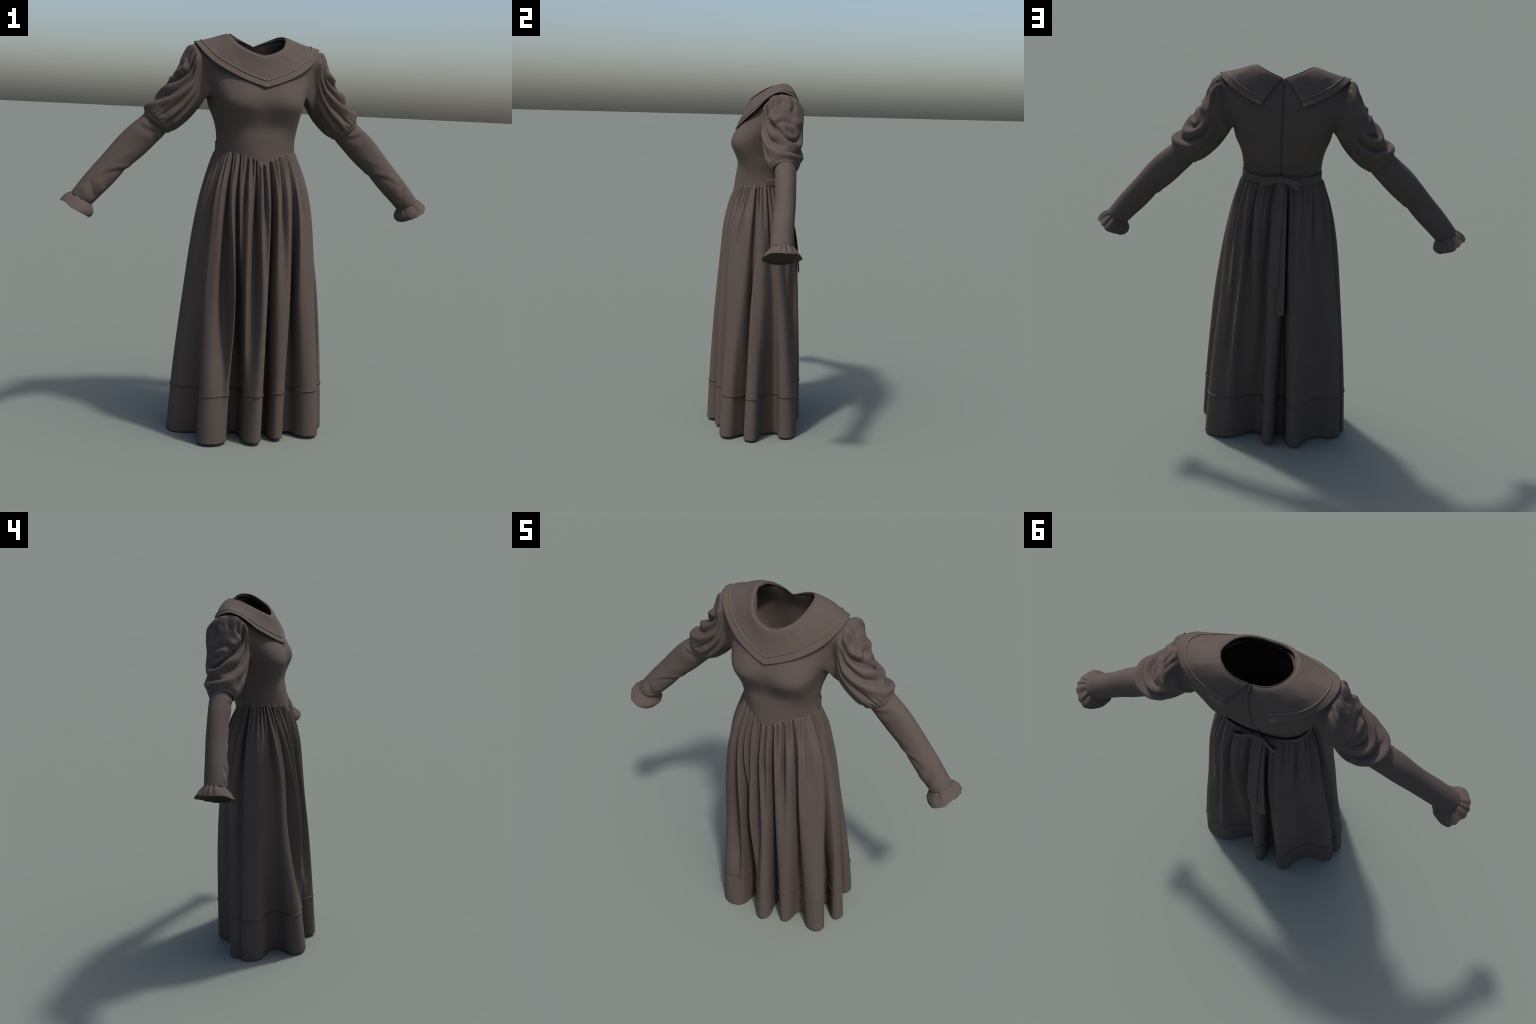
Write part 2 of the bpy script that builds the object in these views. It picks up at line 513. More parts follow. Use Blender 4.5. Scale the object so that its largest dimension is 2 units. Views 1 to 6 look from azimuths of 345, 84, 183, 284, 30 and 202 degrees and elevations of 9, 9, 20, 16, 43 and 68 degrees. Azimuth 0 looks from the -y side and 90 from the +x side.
# ---------------------------------------------------------------- fitted lower sleeves and cuffs
LOWER = [
    (0.00, (.535, 1.597), (.436, 1.515), .042, .146),
    (0.10, (.560, 1.578), (.456, 1.490), .041, .148),
    (0.22, (.600, 1.545), (.487, 1.458), .038, .145),
    (0.38, (.655, 1.494), (.533, 1.411), .036, .139),
    (0.52, (.705, 1.436), (.585, 1.364), .032, .133),
    (0.66, (.757, 1.374), (.640, 1.318), .023, .125),
    (0.80, (.818, 1.304), (.698, 1.254), .010, .114),
    (0.92, (.868, 1.241), (.761, 1.191), -.004, .105),
    (1.00, (.897, 1.203), (.801, 1.150), -.006, .099),
]
t2 = np.linspace(0, 1, 170)
p2 = np.linspace(-math.pi, math.pi, 150, endpoint=False)
P2 = np.broadcast_to(p2, (len(t2), len(p2)))
FA = tube(LOWER, t2, P2, [(0, 2, 2), (.25, 2.5, 2.1), (.5, 2.2, 2), (1, 2, 2)], False)
U2 = t2[:, None] * 0.55 + 0 * P2
V2 = P2 * 0.058


def fold2(path, w, amp, head=.25, tail=.25):
    global H2
    for turn in (-360, 0, 360):
        pts = np.array([(a * 0.55, math.radians(b + turn) * 0.058) for a, b in path])
        H2 += stroke_field(U2, V2, pts, w, amp, head=head, tail=tail, sharp=1.8)


H2 = np.zeros(P2.shape)
fold2([(.64, 225), (.655, 180), (.69, 130), (.75, 95), (.80, 80)], .015, -.004)
fold2([(.60, 215), (.615, 175), (.65, 125), (.73, 84), (.84, 62)], .017, .004)
fold2([(.95, 140), (.92, 108), (.88, 78), (.84, 50)], .010, -.006)
fold2([(.99, 130), (.965, 95), (.93, 62), (.90, 40)], .011, .003)
fold2([(.90, 150), (.86, 112), (.81, 78)], .014, .004)
fold2([(.06, 120), (.13, 84), (.17, 35)], .012, .003)
fold2([(.12, 122), (.19, 88), (.22, 45)], .014, -.003)
fold2([(.22, 125), (.28, 95), (.30, 60)], .018, .002)
fold2([(.44, 120), (.52, 98), (.64, 88)], .016, .002)
ray = FA - FA.mean(1, keepdims=True)
ray /= np.linalg.norm(ray, axis=-1, keepdims=True)
FA = FA + ray * H2[..., None]

CUFF = [
    (0.00, (.893, 1.206), (.798, 1.153), -.004, .097),
    (0.12, (.898, 1.203), (.801, 1.147), -.007, .099),
    (0.35, (.913, 1.195), (.796, 1.128), -.020, .113),
    (0.65, (.931, 1.182), (.793, 1.105), -.038, .128),
    (1.00, (.945, 1.167), (.811, 1.087), -.054, .142),
]
t3 = np.linspace(0, 1, 60)
p3 = np.linspace(-math.pi, math.pi, 240, endpoint=False)
P3 = np.broadcast_to(p3, (len(t3), len(p3)))
CU = tube(CUFF, t3, P3)
ray = CU - CU.mean(1, keepdims=True)
ray /= np.linalg.norm(ray, axis=-1, keepdims=True)
wob = p3 + 0.20 * np.sin(2 * p3 + 0.7) + 0.10 * np.sin(5 * p3)
outer_side = 0.5 + 0.5 * np.cos(p3 + 0.6)  # the ruffle is fullest on the outside and behind
flutes = np.cos(11 * wob) + 0.35 * np.cos(5 * p3 + 1.0)
rise = smooth(0.03, 0.30, t3) * (1 - 0.5 * smooth(0.45, 1.0, t3))
CU = CU + ray * (0.0044 * rise[:, None] * ((0.22 + 0.78 * outer_side) * flutes)[None])[..., None]
dimple = -0.0045 * np.exp(-((t3 - 0.22) / 0.13) ** 2)[:, None] * ((0.5 - 0.5 * np.cos(11 * wob)) ** 3 * (0.5 + 0.5 * outer_side))[None]
CU = CU + ray * dimple[..., None]
CU = CU + np.array([.5, 0, -.87]) * ((0.0028 * np.cos(4 * p3 + 0.5) + 0.0018 * flutes) * (0.3 + 0.7 * outer_side))[None, :, None] * (t3 ** 2)[:, None, None]

for side, parent in ((1, sleeve_r), (-1, sleeve_l)):
    s = np.array([side, 1, 1])
    low_sleeve = grid_object("fitted_sleeve", FA * s, CLOTH, parent, True, 0.003, flip=side > 0)
    grid_object("cuff_frill", CU * s, CLOTH, parent, True, 0.0025, flip=side > 0)

# ---------------------------------------------------------------- skirt
HEM = [  # plan of the hem, anticlockwise from the middle of the front
    (-.005, -.281), (.018, -.262), (.028, -.230), (.023, -.190), (.018, -.150), (.028, -.117), (.050, -.107), (.068, -.118), (.076, -.160),
    (.082, -.212), (.101, -.236), (.127, -.235), (.146, -.210), (.154, -.170), (.163, -.143), (.178, -.132), (.198, -.133), (.213, -.150), (.228, -.182),
    (.250, -.208), (.284, -.220), (.315, -.216), (.337, -.197), (.342, -.164), (.320, -.130), (.298, -.097), (.280, -.065), (.270, -.035), (.272, -.012), (.284, -.006), (.303, -.022), (.328, -.058),
    (.346, -.078), (.364, -.087), (.382, -.083), (.396, -.066), (.402, -.048), (.396, -.026), (.366, -.008), (.322, .010), (.290, .024), (.274, .050), (.265, .082), (.274, .108), (.298, .116),
    (.323, .114), (.341, .117), (.356, .136), (.360, .165), (.347, .191), (.325, .206), (.293, .220), (.248, .226), (.210, .217), (.178, .199), (.143, .178), (.105, .157), (.077, .155), (.056, .170), (.045, .200),
    (.040, .235), (.033, .257), (.018, .273), (0, .275), (-.017, .257), (-.024, .225), (-.023, .195), (-.034, .168), (-.058, .160), (-.076, .176), (-.081, .212),
    (-.090, .245), (-.107, .272), (-.130, .283), (-.150, .277), (-.168, .255), (-.185, .222), (-.207, .192), (-.236, .169), (-.273, .159), (-.310, .160), (-.341, .157), (-.366, .142), (-.376, .117), (-.371, .091),
    (-.372, .080), (-.386, .076), (-.398, .058), (-.400, .030), (-.392, 0), (-.374, -.025), (-.338, -.040), (-.290, -.050), (-.247, -.068), (-.235, -.100), (-.252, -.135), (-.277, -.167),
    (-.289, -.198), (-.286, -.222), (-.267, -.245), (-.230, -.259), (-.182, -.254), (-.150, -.228), (-.137, -.190), (-.128, -.144), (-.119, -.108), (-.100, -.088), (-.075, -.095),
    (-.062, -.135), (-.063, -.195), (-.057, -.247), (-.036, -.273)]
# The folds: each line follows one ridge or valley up the cloth, from the hem plan to its plan at two heights
# and the angle (0 front, 90 wearer's left) at which it is gathered into the waist.
Z1, Z2, ZW = 0.75, 1.10, 1.43
FOLD_LINES = [
    ((-.005, -.281), (.003, -.243), (-.011, -.211), -3), ((.012, -.268), (.020, -.237), (.012, -.200), 1), ((.024, -.245), (.032, -.224), (.028, -.210), 5),
    ((.050, -.107), (.050, -.130), (.048, -.152), 9), ((.082, -.212), (.072, -.212), (.072, -.205), 14), ((.101, -.236), (.092, -.224), (.090, -.194), 20),
    ((.127, -.235), (.118, -.218), (.107, -.174), 26), ((.146, -.210), (.148, -.203), (.134, -.187), 34), ((.185, -.131), (.180, -.120), (.167, -.138), 43),
    ((.235, -.192), (.202, -.184), (.192, -.174), 50), ((.284, -.220), (.228, -.184), (.203, -.160), 56), ((.330, -.205), (.264, -.164), (.228, -.132), 64),
    ((.342, -.164), (.301, -.125), (.266, -.104), 71), ((.296, -.097), (.300, -.088), (.280, -.066), 76), ((.272, -.012), (.264, -.045), (.264, -.042), 80), ((.346, -.078), (.332, -.058), (.279, -.027), 84),
    ((.400, -.055), (.342, -.034), (.291, -.012), 89), ((.366, -.008), (.341, .008), (.290, .014), 94), ((.265, .082), (.282, .076), (.262, .052), 103),
    ((.323, .114), (.298, .100), (.274, .085), 111), ((.358, .160), (.298, .130), (.254, .111), 118), ((.330, .203), (.264, .156), (.232, .128), 126),
    ((.293, .220), (.238, .166), (.222, .160), 132), ((.265, .225), (.218, .167), (.195, .162), 135), ((.230, .223), (.194, .222), (.168, .190), 139),
    ((.165, .192), (.148, .188), (.143, .170), 147), ((.125, .168), (.112, .197), (.116, .201), 154), ((.095, .155), (.078, .190), (.080, .191), 161),
    ((.062, .165), (.052, .177), (.048, .176), 168), ((.040, .235), (.038, .226), (.036, .207), 172), ((.008, .276), (.010, .249), (.008, .222), 180),
    ((-.022, .240), (-.024, .230), (-.026, .206), 188), ((-.050, .161), (-.043, .159), (-.042, .160), 191), ((-.084, .228), (-.064, .218), (-.058, .204), 194),
    ((-.107, .272), (-.090, .243), (-.075, .199), 198), ((-.135, .283), (-.124, .251), (-.101, .209), 203), ((-.168, .255), (-.158, .230), (-.128, .192), 210),
    ((-.200, .201), (-.196, .200), (-.153, .186), 217), ((-.236, .169), (-.212, .166), (-.182, .158), 225), ((-.290, .159), (-.252, .148), (-.218, .148), 236),
    ((-.341, .157), (-.290, .138), (-.244, .119), 246), ((-.374, .125), (-.320, .108), (-.272, .092), 254), ((-.3715, .085), (-.300, .074), (-.258, .060), 260),
    ((-.395, .064), (-.332, .050), (-.287, .042), 266), ((-.396, .015), (-.336, .010), (-.296, -.002), 274), ((-.360, -.033), (-.315, -.042), (-.284, -.045), 284),
    ((-.236, -.095), (-.267, -.110), (-.240, -.100), 295), ((-.280, -.172), (-.268, -.152), (-.243, -.138), 299), ((-.286, -.222), (-.250, -.166), (-.224, -.154), 303),
    ((-.245, -.256), (-.212, -.172), (-.200, -.158), 307), ((-.182, -.254), (-.170, -.136), (-.173, -.126), 311), ((-.150, -.228), (-.133, -.229), (-.150, -.191), 318),
    ((-.110, -.094), (-.106, -.120), (-.122, -.150), 325), ((-.078, -.093), (-.096, -.148), (-.110, -.184), 331), ((-.062, -.135), (-.090, -.195), (-.097, -.168), 337),
    ((-.063, -.195), (-.075, -.226), (-.074, -.194), 342), ((-.048, -.262), (-.032, -.184), (-.032, -.160), 350)]
PLEATS = [  # small gathers under the waist: angle, how far down they run, depth
    (-3, 1.30, -.3), (1, 1.05, .9), (9, 1.0, 1.1), (17, 1.20, 1.0), (26, 1.0, 1.1), (34, 1.24, .9), (43, 1.0, 1.2), (51, 1.2, .9), (58, 1.26, .8), (64, 1.0, 1.1), (71, 1.25, .9), (78, 1.0, 1.2),
    (86, 1.25, .7), (94, 1.1, .9), (103, 1.0, 1.2), (112, 1.2, .8), (119, 1.24, .8), (126, 1.05, 1.1), (135, 1.1, 1.0), (142, 1.25, .7), (147, 1.0, 1.1), (155, 1.24, .7), (161, 1.2, 1.0), (168, 1.0, 1.0), (176, 1.2, .5),
    (185, 1.2, .5), (191, 1.0, 1.2), (198, 1.2, 1.0), (204, 1.28, .7), (210, 1.15, 1.0), (218, 1.25, .7), (225, 1.05, 1.0), (230, 1.25, .6), (240, 1.2, .8), (246, 1.0, 1.1), (253, 1.25, .7), (260, 1.0, 1.2), (268, 1.25, .7),
    (276, 1.2, .7), (284, 1.2, .8), (290, 1.25, .7), (295, 1.0, 1.1), (302, 1.22, .8), (311, 1.0, 1.1), (315, 1.28, .6), (325, 1.0, 1.2), (329, 1.28, .6), (337, 1.1, 1.2), (345, 1.22, .9), (350, 1.0, 1.2), (354, 1.24, .9)]

NU, NZ = 1100, 290
hem = np.array(HEM + HEM[:1], float)
tch = chord(hem)
dense_t = np.linspace(0, tch[-1], 6000, endpoint=False)
dense = spline(tch, hem, dense_t, closed=True)
NODE = np.array([[*a, *b_, *c_, d_] for a, b_, c_, d_ in FOLD_LINES], float)
kn = np.array([dense_t[np.argmin(np.hypot(*(dense - p).T))] for p in NODE[:, :2]])
kn[0] = 0.0
assert (np.diff(kn) > 0).all(), "fold lines must follow the hem in order"
kn_c = np.r_[kn, tch[-1]]
NODE_C = np.concatenate([NODE, NODE[:1]])
# spread the columns: dense on the hem, and at least a dozen to every fold line
share = np.maximum(np.diff(kn_c), tch[-1] / len(kn) * 0.75)
pos = np.r_[0, np.cumsum(share)] / share.sum()
uu_ = np.arange(NU) / NU
seg = np.clip(np.searchsorted(pos, uu_, side="right") - 1, 0, len(kn) - 1)
frac = (uu_ - pos[seg]) / (pos[seg + 1] - pos[seg])
hemc = spline(tch, hem, kn_c[seg] + frac * (kn_c[seg + 1] - kn_c[seg]), closed=True)


def ring_at(k):
    P = NODE_C[:, k:k + 2]
    t_ = np.r_[0, np.cumsum(np.linalg.norm(np.diff(P, axis=0), axis=1) ** 0.75)]
    return spline(t_, P, t_[seg] + frac * (t_[seg + 1] - t_[seg]), closed=True)


ring1, ring2 = ring_at(2), ring_at(4)
wdeg = np.r_[NODE[:, 6] + np.where(NODE[:, 6] < -90, 360, 0), NODE[0, 6] + 360]
wcol = spline(np.arange(len(wdeg)), wdeg[:, None], seg + frac)[:, 0]
wcol = np.maximum.accumulate(np.interp(seg + frac, np.arange(len(wdeg)), wdeg))
# waist line of the bodice, by elliptic angle
wrow = np.concatenate([L[0], (L[0] * MIR)[-2:0:-1]])
wth = np.degrees(np.arctan2(wrow[:, 0] / .203, -wrow[:, 1] / np.where(wrow[:, 1] < 0, .147, .124)))
order = np.argsort(wth)
wth, wrow = wth[order], wrow[order]
wpt = np.stack([np.interp((wcol + 180) % 360 - 180, wth, wrow[:, k], period=360) for k in range(3)], 1)
levels = np.array([-0.75, 0.0, Z1, Z2, ZW])
stack = np.stack([2 * hemc - ring1, hemc, ring1, ring2, wpt[:, :2]])
stack[0] = hemc + (hemc - ring1) * 0.6
# the gathers spring out over the hips a little fuller than an even curve
hip = spline(levels, stack, np.array([1.30]))[0]
hip = hip * (1 + 0.0085 / np.linalg.norm(hip, axis=1, keepdims=True))
# the hem keeps its own shape for a hand's breadth or two before the folds above take over
levels = np.r_[levels[:2], 0.28, levels[2:4], 1.30, ZW]
stack = np.concatenate([stack[:2], (0.74 * hemc + 0.26 * ring1)[None], stack[2:4], hip[None], stack[4:]])
zlev = np.linspace(ZW, 0, NZ)
zlev = np.r_[np.linspace(ZW, 1.36, 40)[:-1], np.linspace(1.36, 0, NZ - 39)]
SK = np.zeros((NZ, NU, 3))
SK[..., :2] = spline(levels, stack, zlev)
SK[..., 2] = zlev[:, None] + (wpt[:, 2] - ZW)[None] * (smooth(0.95, ZW, zlev) ** 1.4)[:, None]
cut = np.zeros((NZ, NU))
jit = np.random.default_rng(11).uniform(-1, 1, (len(PLEATS), 4))
for (ang, down, dep), q in zip(PLEATS, jit):
    ang, dep, wide = ang + 1.1 * q[0], dep * (1 + .35 * q[1]), 1 + .38 * q[2]
    d = (wcol - ang + 180) % 360 - 180
    prof = np.exp(-(np.abs(d) / (2.0 * wide)) ** 1.5)[None] - 0.30 * np.exp(-((np.abs(d) - 4.0 * wide) / 2.2) ** 2)[None]
    run = smooth(down - .04, min(down + .22, 1.40), zlev) * (1 - smooth(1.413 + .007 * q[3], 1.4300, zlev))
    cut += dep * 0.0125 * run[:, None] * prof
mid = SK[..., :2] - np.array([0, .005])
SK[..., :2] -= mid / (np.linalg.norm(mid, axis=-1, keepdims=True) + 1e-9) * cut[..., None]
SK[0, :, :2] *= 0.997
th = np.arctan2(hemc[:, 0] / .4, -hemc[:, 1] / .28)
thd = np.degrees(th)
# the hem hangs a little unevenly
hem_lift = 0.010 + 0.004 * np.sin(th * 2 + 1.0)
hem_lift = hem_lift - 0.008 * np.exp(-((np.abs((thd + 95 + 180) % 360 - 180)) / 20) ** 2)
hem_lift -= hem_lift.min()
SK[..., 2] += hem_lift[None] * (np.clip(1 - zlev / ZW, 0, 1) ** 2)[:, None]
skirt = grid_object("skirt", SK, CLOTH, dress, True, 0.003, flip=True)

# corded seam above the deep hem band
ZB = 0.247
row = int(np.argmin(np.abs(SK[:, :, 2].mean(1) - ZB)))
band = SK[row]
tan = np.roll(band, -1, 0) - np.roll(band, 1, 0)
nrm = np.stack([tan[:, 1], -tan[:, 0], 0 * tan[:, 0]], 1)
nrm /= np.linalg.norm(nrm, axis=1, keepdims=True)
cord = tube_along(band + nrm * 0.0015, 0.0034, 8, True)
grid_object("hem_cord", np.concatenate([cord, cord[:1]]), RUST, skirt, True)

# ---------------------------------------------------------------- collar
NECK = [(0, -.062, 1.893), (.037, -.058, 1.901), (.066, -.048, 1.913), (.096, -.028, 1.930), (.120, .008, 1.955), (.132, .046, 1.978), (.1375, .086, 1.995), (.120, .129, 1.998), (.092, .151, 1.987), (.053, .162, 1.969), (.009, .161, 1.950)]
OUTER = [(0, -.143, 1.743), (.060, -.131, 1.761), (.131, -.110, 1.789), (.207, -.073, 1.830), (.251, -.041, 1.862), (.284, -.012, 1.897), (.306, .022, 1.928), (.318, .078, 1.952), (.301, .136, 1.938), (.273, .169, 1.918), (.238, .190, 1.893), (.198, .206, 1.870), (.151, .222, 1.850), (.101, .235, 1.832)]
EDGE = [(.008, .161, 1.950), (.018, .170, 1.941), (.038, .183, 1.918), (.064, .197, 1.882), (.087, .213, 1.853), (.101, .235, 1.832)]
NCU, NCV = 150, 46
nk, ou, ed = curve(NECK, NCU), curve(OUTER, NCU), curve(EDGE, NCV)
ctr_neck = np.array([0, .05, 1.93])
inw = (ctr_neck - nk) * [1, 1, 0]
inw /= np.linalg.norm(inw, axis=1, keepdims=True)
nk = nk - inw * np.interp(np.linspace(0, 1, NCU), [0, .8, 1], [.006, .006, .001])[:, None]
vv = np.linspace(0, 1, NCV)
CO = np.zeros((NCV, NCU, 3))
for j in range(NCV):
    CO[j] = nk * (1 - vv[j]) + ou * vv[j]
# the back edge follows its own curve; ease the last columns onto it
lin = CO[:, -1].copy()
wu = smooth(0.70, 1.0, np.linspace(0, 1, NCU))
CO += (ed - lin)[:, None] * wu[None, :, None]
# gentle doming between neck and edge
cu = np.gradient(CO, axis=1)
cvv = np.gradient(CO, axis=0)
cn = np.cross(cu, cvv)
cn /= np.linalg.norm(cn, axis=-1, keepdims=True) + 1e-12
if cn[..., 2].mean() < 0:
    cn = -cn
uu = np.linspace(0, 1, NCU)
# the cloth rolls over at the neck, hangs a little hollow in front and lies full over the shoulder blades
roll_up = np.interp(vv, [0, .03, .08, .16, .30, .45, .70, .85, 1], [0, .004, .0075, .006, .003, 0, -.003, -.002, 0])
fit_in = np.interp(uu, [0, .5, .62, 1], [1, 1, .6, .35])
blades = np.sin(math.pi * vv) * 1.0
dome = roll_up[:, None] * fit_in[None] + blades[:, None] * np.interp(uu, [0, .42, .50, .58, .72, .86, 1], [0, 0, -.003, -.003, .010, .012, .004])[None]
UC, VC = np.meshgrid(uu * 0.62, vv * 0.17)
dents = np.zeros(UC.shape)
for path, w, amp in (([(.12, .03), (.15, .10)], .016, -.0022), ([(.24, .03), (.25, .11)], .018, .0018), ([(.33, .02), (.36, .11)], .018, -.0022),
                     ([(.42, .02), (.46, .11)], .022, .0022), ([(.52, .02), (.57, .11)], .022, -.0022)):
    dents += stroke_field(UC, VC, np.array(path), w, amp)
CO = CO + cn * (dome + dents)[..., None]
# rolled neck edge: the collar turns over and stands against the neckline inside
inner = []
first = CO[1] - CO[0]
first /= np.linalg.norm(first, axis=1, keepdims=True)
flare = np.interp(np.linspace(0, 1, NCU), [0, .15, .40, .52, .62, 1], [.004, .006, .020, .018, 0, 0])
drop = np.interp(np.linspace(0, 1, NCU), [0, .3, .45, .6, 1], [.032, .030, .024, .011, .010]) - .008 * smooth(.8, .98, np.linspace(0, 1, NCU))
for k in range(10):
    a = (9 - k) / 9 * math.pi * 0.9
    inner.append(nk + inw * 0.0020 * (1 - math.cos(a)) + np.array([0, 0, 1]) * (0.003 * math.sin(a) - drop * max(0, a - 1.6))[:, None] - inw * (flare * max(0, a - 1.6))[:, None])
roll = np.array(inner)
CO2 = np.concatenate([roll[:-1], CO])
half = CO2
both = np.concatenate([half[:, :0:-1] * MIR, half], 1)
collar = grid_object("collar", both, CLOTH, dress, False, 0.0045)
me = collar.data
# make the collar's faces look outwards
co = np.array([v.co for v in me.vertices])
nn = np.array([p.normal for p in me.polygons])
if nn[:, 2].mean() < 0:
    me.flip_normals()

# stripe of gold thread set in from the edge
sv = 0.0
stripe = []
for j in range(NCU):
    d = np.r_[0, np.cumsum(np.linalg.norm(np.diff(CO[:, j], axis=0), axis=1))]
    inset = d[-1] - 0.036
    stripe.append([np.interp(inset, d, CO[:, j, k]) for k in range(3)] + [np.interp(inset, d, cn[:, j, k]) for k in range(3)])
stripe = np.array(stripe)
line = stripe[:, :3] + stripe[:, 3:] * 0.0010
line = np.concatenate([line[:0:-1] * MIR, line])
grid_object("collar_stripe", tube_along(line, 0.0033, 8), GOLD, collar, True)

# ---------------------------------------------------------------- belt, bow and zip
cen = np.concatenate([low[:, NF + NS + NB - 1], back[1:, NB - 1]])
cen_zy = V[cen][:, [2, 1]]


def body_y(z):
    """Back of the bodice on the centre line."""
    return np.interp(z, cen_zy[:, 0], cen_zy[:, 1])


nb = 120
bu = np.linspace(-1, 1, nb)
bt = np.radians(95 + (180 - 95) * (1 - np.abs(bu)))
bt = np.where(bu < 0, -bt, bt)
BELT = []
sgn = np.where(bu == 0, 1, np.sign(bu))
wth_x = np.array([.2, .198, .187, .137, .07, 0])
for k, (zs, zc, extra) in enumerate(((1.428, 1.411, .006), (1.440, 1.423, .0075), (1.464, 1.447, .0085), (1.476, 1.459, .0085))):
    rowp = []
    for u_ in bu:
        q = abs(u_)
        s = (1 - q)
        zc_ = zc + (zs - zc) * smooth(0.25, 1.0, q)
        # section of the bodice at this height
        mid = spline(np.arange(9.0), (np.array(TORSO[0]) * 0.5 + np.array(TORSO[1]) * 0.5), np.array([3.85 + (8 - 3.85) * s]))[0]
        low_w = np.clip((zc_ - 1.41) / 0.09, 0, 1)
        pt = spline(np.arange(9.0), np.array(TORSO[0]) * (1 - low_w) + np.array(TORSO[1]) * low_w, np.array([3.85 + (8 - 3.85) * s]))[0]
        nrm2 = np.array([pt[0] / .2 ** 2, (pt[1] - .0) / .13 ** 2, 0])
        nrm2 /= np.linalg.norm(nrm2)
        e = extra * smooth(1.0, 0.93, q) if False else extra * (1 - 0.75 * smooth(0.55, 1.0, q))
        pt = pt + nrm2 * e
        rowp.append([pt[0] * (1 if u_ >= 0 else -1), pt[1], zc_])
    BELT.append(rowp)
belt = grid_object("waist_belt", np.array(BELT)[:, ::-1], CLOTH, dress, False, 0.0025)
bn = np.array([p.normal for p in belt.data.polygons])
bc = np.array([p.center for p in belt.data.polygons])
if (bn * (bc - [0, 0, 1.45])).sum() < 0:
    belt.data.flip_normals()


def ribbon(name, spine, width_dir, widths, parent, thick=0.003, slant=0.0, bulge=0.0, cross=9):
    """A strip of cloth along a spine; slant cuts its far end at an angle."""
    sp = curve(spine, 60)
    w = np.interp(np.linspace(0, 1, 60), np.linspace(0, 1, len(widths)), widths)
    d = np.array(width_dir, float)
    d = np.broadcast_to(d / np.linalg.norm(d), sp.shape) if d.ndim == 1 else d
    c = np.linspace(-1, 1, cross)
    tng = np.gradient(sp, axis=0)
    tng /= np.linalg.norm(tng, axis=1, keepdims=True)
    nr_ = np.cross(tng, d)
    P = sp[:, None] + d[:, None] * (c[None, :, None] * w[:, None, None] / 2) + nr_[:, None] * (bulge * (1 - c ** 2))[None, :, None]
    e = smooth(0.9, 1.0, np.linspace(0, 1, 60))
    P = P + tng[:, None] * (slant * c)[None, :, None] * e[:, None, None]
    ob = grid_object(name, P, CLOTH, parent, False, thick)
    ob.modifiers[0].offset = 0
    return ob


def skirt_back(x, z):
    """Outermost skirt surface behind, near the line x."""
    row = SK[int(np.argmin(np.abs(SK[:, NU // 2, 2] - z)))]
    m = (row[:, 1] > 0) & (np.abs(row[:, 0] - x) < 0.03)
    return row[m, 1].max()


bow = new_object("bow", [(0, 0, 0)], [], CLOTH, dress) if False else bpy.data.objects.new("bow", None)
bpy.context.scene.collection.objects.link(bow)
bow.parent = dress
bow.name = "bow"
for side, end in ((1, (.097, .160, 1.436)), (-1, (-.094, .176, 1.432))):
    e = np.array(end)
    k0_ = np.array([side * .010, .146, 1.450])
    out = np.array([0, 1, 0.0])
    # each loop goes out in front and comes back behind
    sp = [k0_ + out * .003, k0_ * .5 + e * .5 + out * .005, e + out * .0025, e + [side * .003, -.001, 0], e - out * .0045, k0_ * .5 + e * .5 - out * .003, k0_ - out * .003]
    wd = np.array([.016, 0, 0.0]) * -side * 0 + np.array([side * 0.10, 0, 1.0])
    ribbon("bow_loop", sp, wd, [.026, .034, .044, .048, .044, .034, .026], bow, 0.0028)
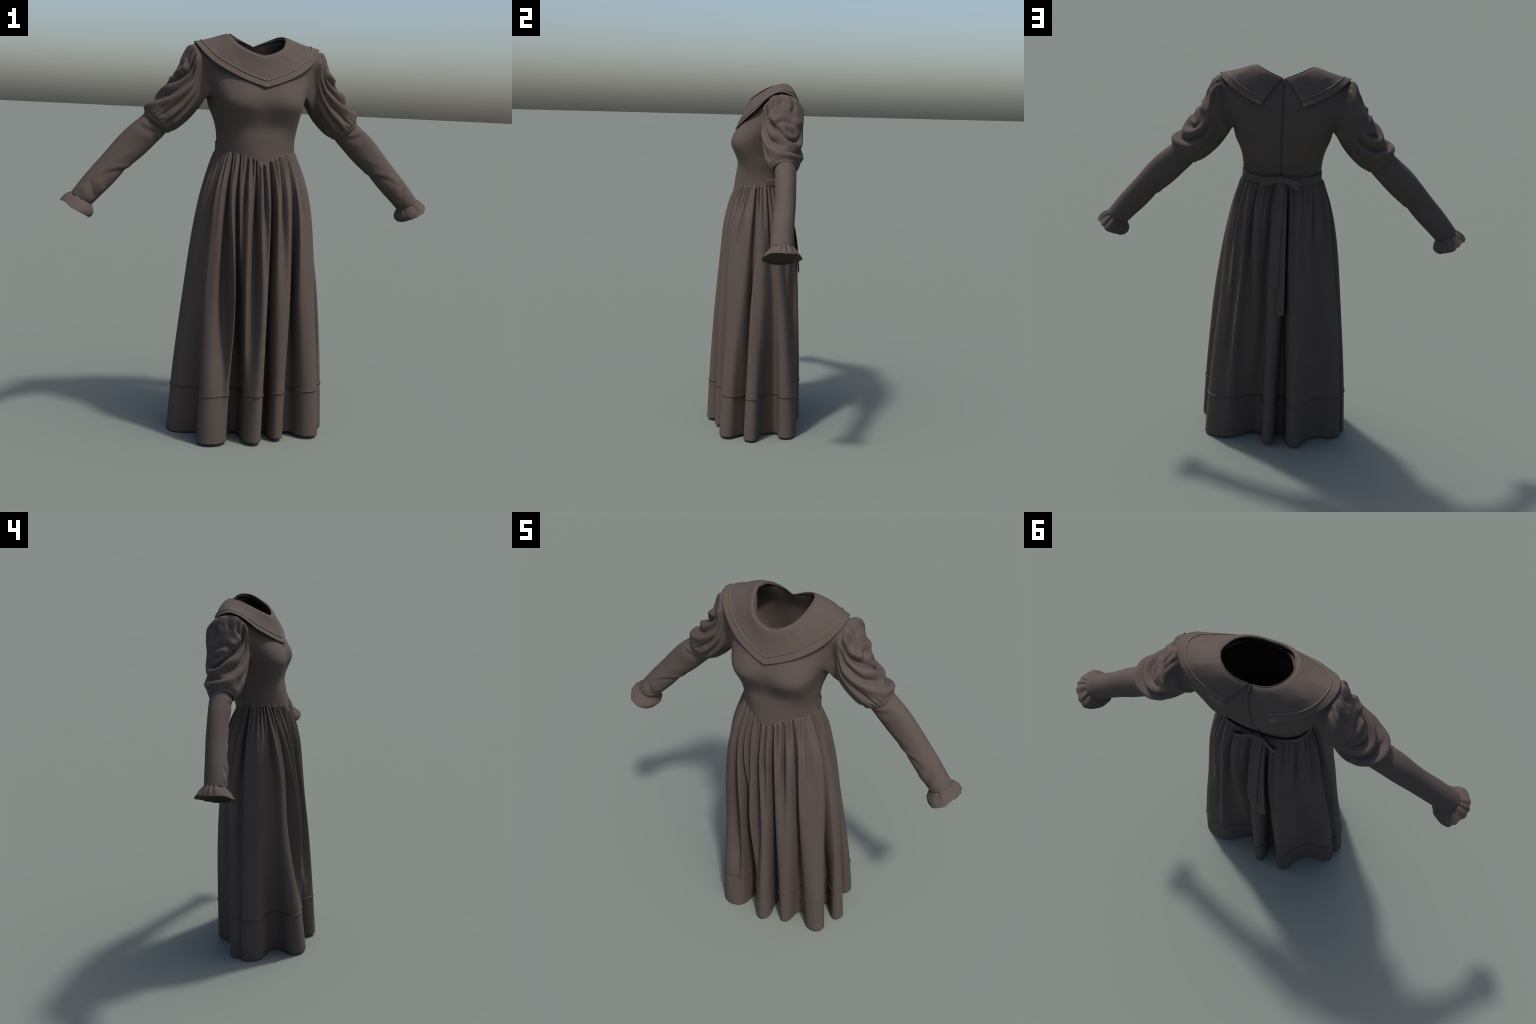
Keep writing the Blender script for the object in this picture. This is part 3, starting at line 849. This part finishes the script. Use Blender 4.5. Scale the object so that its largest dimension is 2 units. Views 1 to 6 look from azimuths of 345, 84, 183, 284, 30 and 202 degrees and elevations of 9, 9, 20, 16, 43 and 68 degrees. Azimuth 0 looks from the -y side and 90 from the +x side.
# knot
ka = np.linspace(0, 2 * math.pi, 28, endpoint=False)
kz = np.linspace(-1, 1, 13)
KN = np.array([[(.0135 * (1 + .12 * z_ ** 2) * math.copysign(abs(math.cos(t_)) ** .7, math.cos(t_)), .145 + .012 * math.copysign(abs(math.sin(t_)) ** .7, math.sin(t_)) * (1 - .25 * z_ ** 2), 1.448 + .019 * z_) for t_ in ka] for z_ in kz])
cap0, cap1 = KN[0].mean(0), KN[-1].mean(0)
KN = np.concatenate([cap0 + (KN[:1] - cap0) * .02, cap0 + (KN[:1] - cap0) * .7, KN, cap1 + (KN[-1:] - cap1) * .7, cap1 + (KN[-1:] - cap1) * .02])
grid_object("bow_knot", KN, CLOTH, bow, True, 0, flip=False)
# tails
sk_low = SK[SK[:, :, 2].mean(1) < 1.40]


def on_skirt(x, z, lift):
    """Point on the outermost skirt surface behind, near the line x, at height z."""
    r = sk_low[int(np.argmin(np.abs(sk_low[:, :, 2].mean(1) - z)))]
    m = (r[:, 1] > 0) & (np.abs(r[:, 0] - x) < .022)
    return (x, r[m, 1].max() + lift, z)


ribbon("bow_tail", [(-.002, .148, 1.434), on_skirt(0, 1.398, .0065)] + [on_skirt(x_, z_, .0075) for x_, z_ in ((.002, 1.34), (.004, 1.25), (.006, 1.16), (.009, 1.06), (.0125, .908))], (1, 0, 0), [.040, .047, .047, .047], bow, 0.0026, slant=-.010, bulge=0.003)
ribbon("bow_tail", [(-.010, .143, 1.434), on_skirt(-.013, 1.398, .0025)] + [on_skirt(x_, z_, .0035) for x_, z_ in ((-.016, 1.34), (-.019, 1.25), (-.022, 1.16), (-.025, 1.04), (-.028, .90), (-.030, .756))], (1, 0, 0), [.036, .042, .042, .041], bow, 0.0026, slant=.010, bulge=0.002)

# zip down the centre back
zz = np.linspace(1.945, 1.462, 60)
yb = body_y(zz)
Z3 = np.array([[(x_, y_ + .0022 - .0008 * abs(x_) / .0036, z_) for x_ in (-.0036, -.0012, .0012, .0036)] for y_, z_ in zip(yb, zz)])
zipper = grid_object("zip", Z3, ZIP, dress, False, 0.002)
zn = np.array([p.normal for p in zipper.data.polygons])
if zn[:, 1].mean() < 0:
    zipper.data.flip_normals()
pull_z = np.linspace(1.947, 1.922, 12)
PL = tube_along(np.stack([0 * pull_z, body_y(pull_z) + .006, pull_z], 1), np.array([.001, .003, .0035, .0035, .003, .002, .0022, .003, .0034, .0034, .0026, .0008]), 10)
grid_object("zip_pull", PL, METAL, zipper, True)
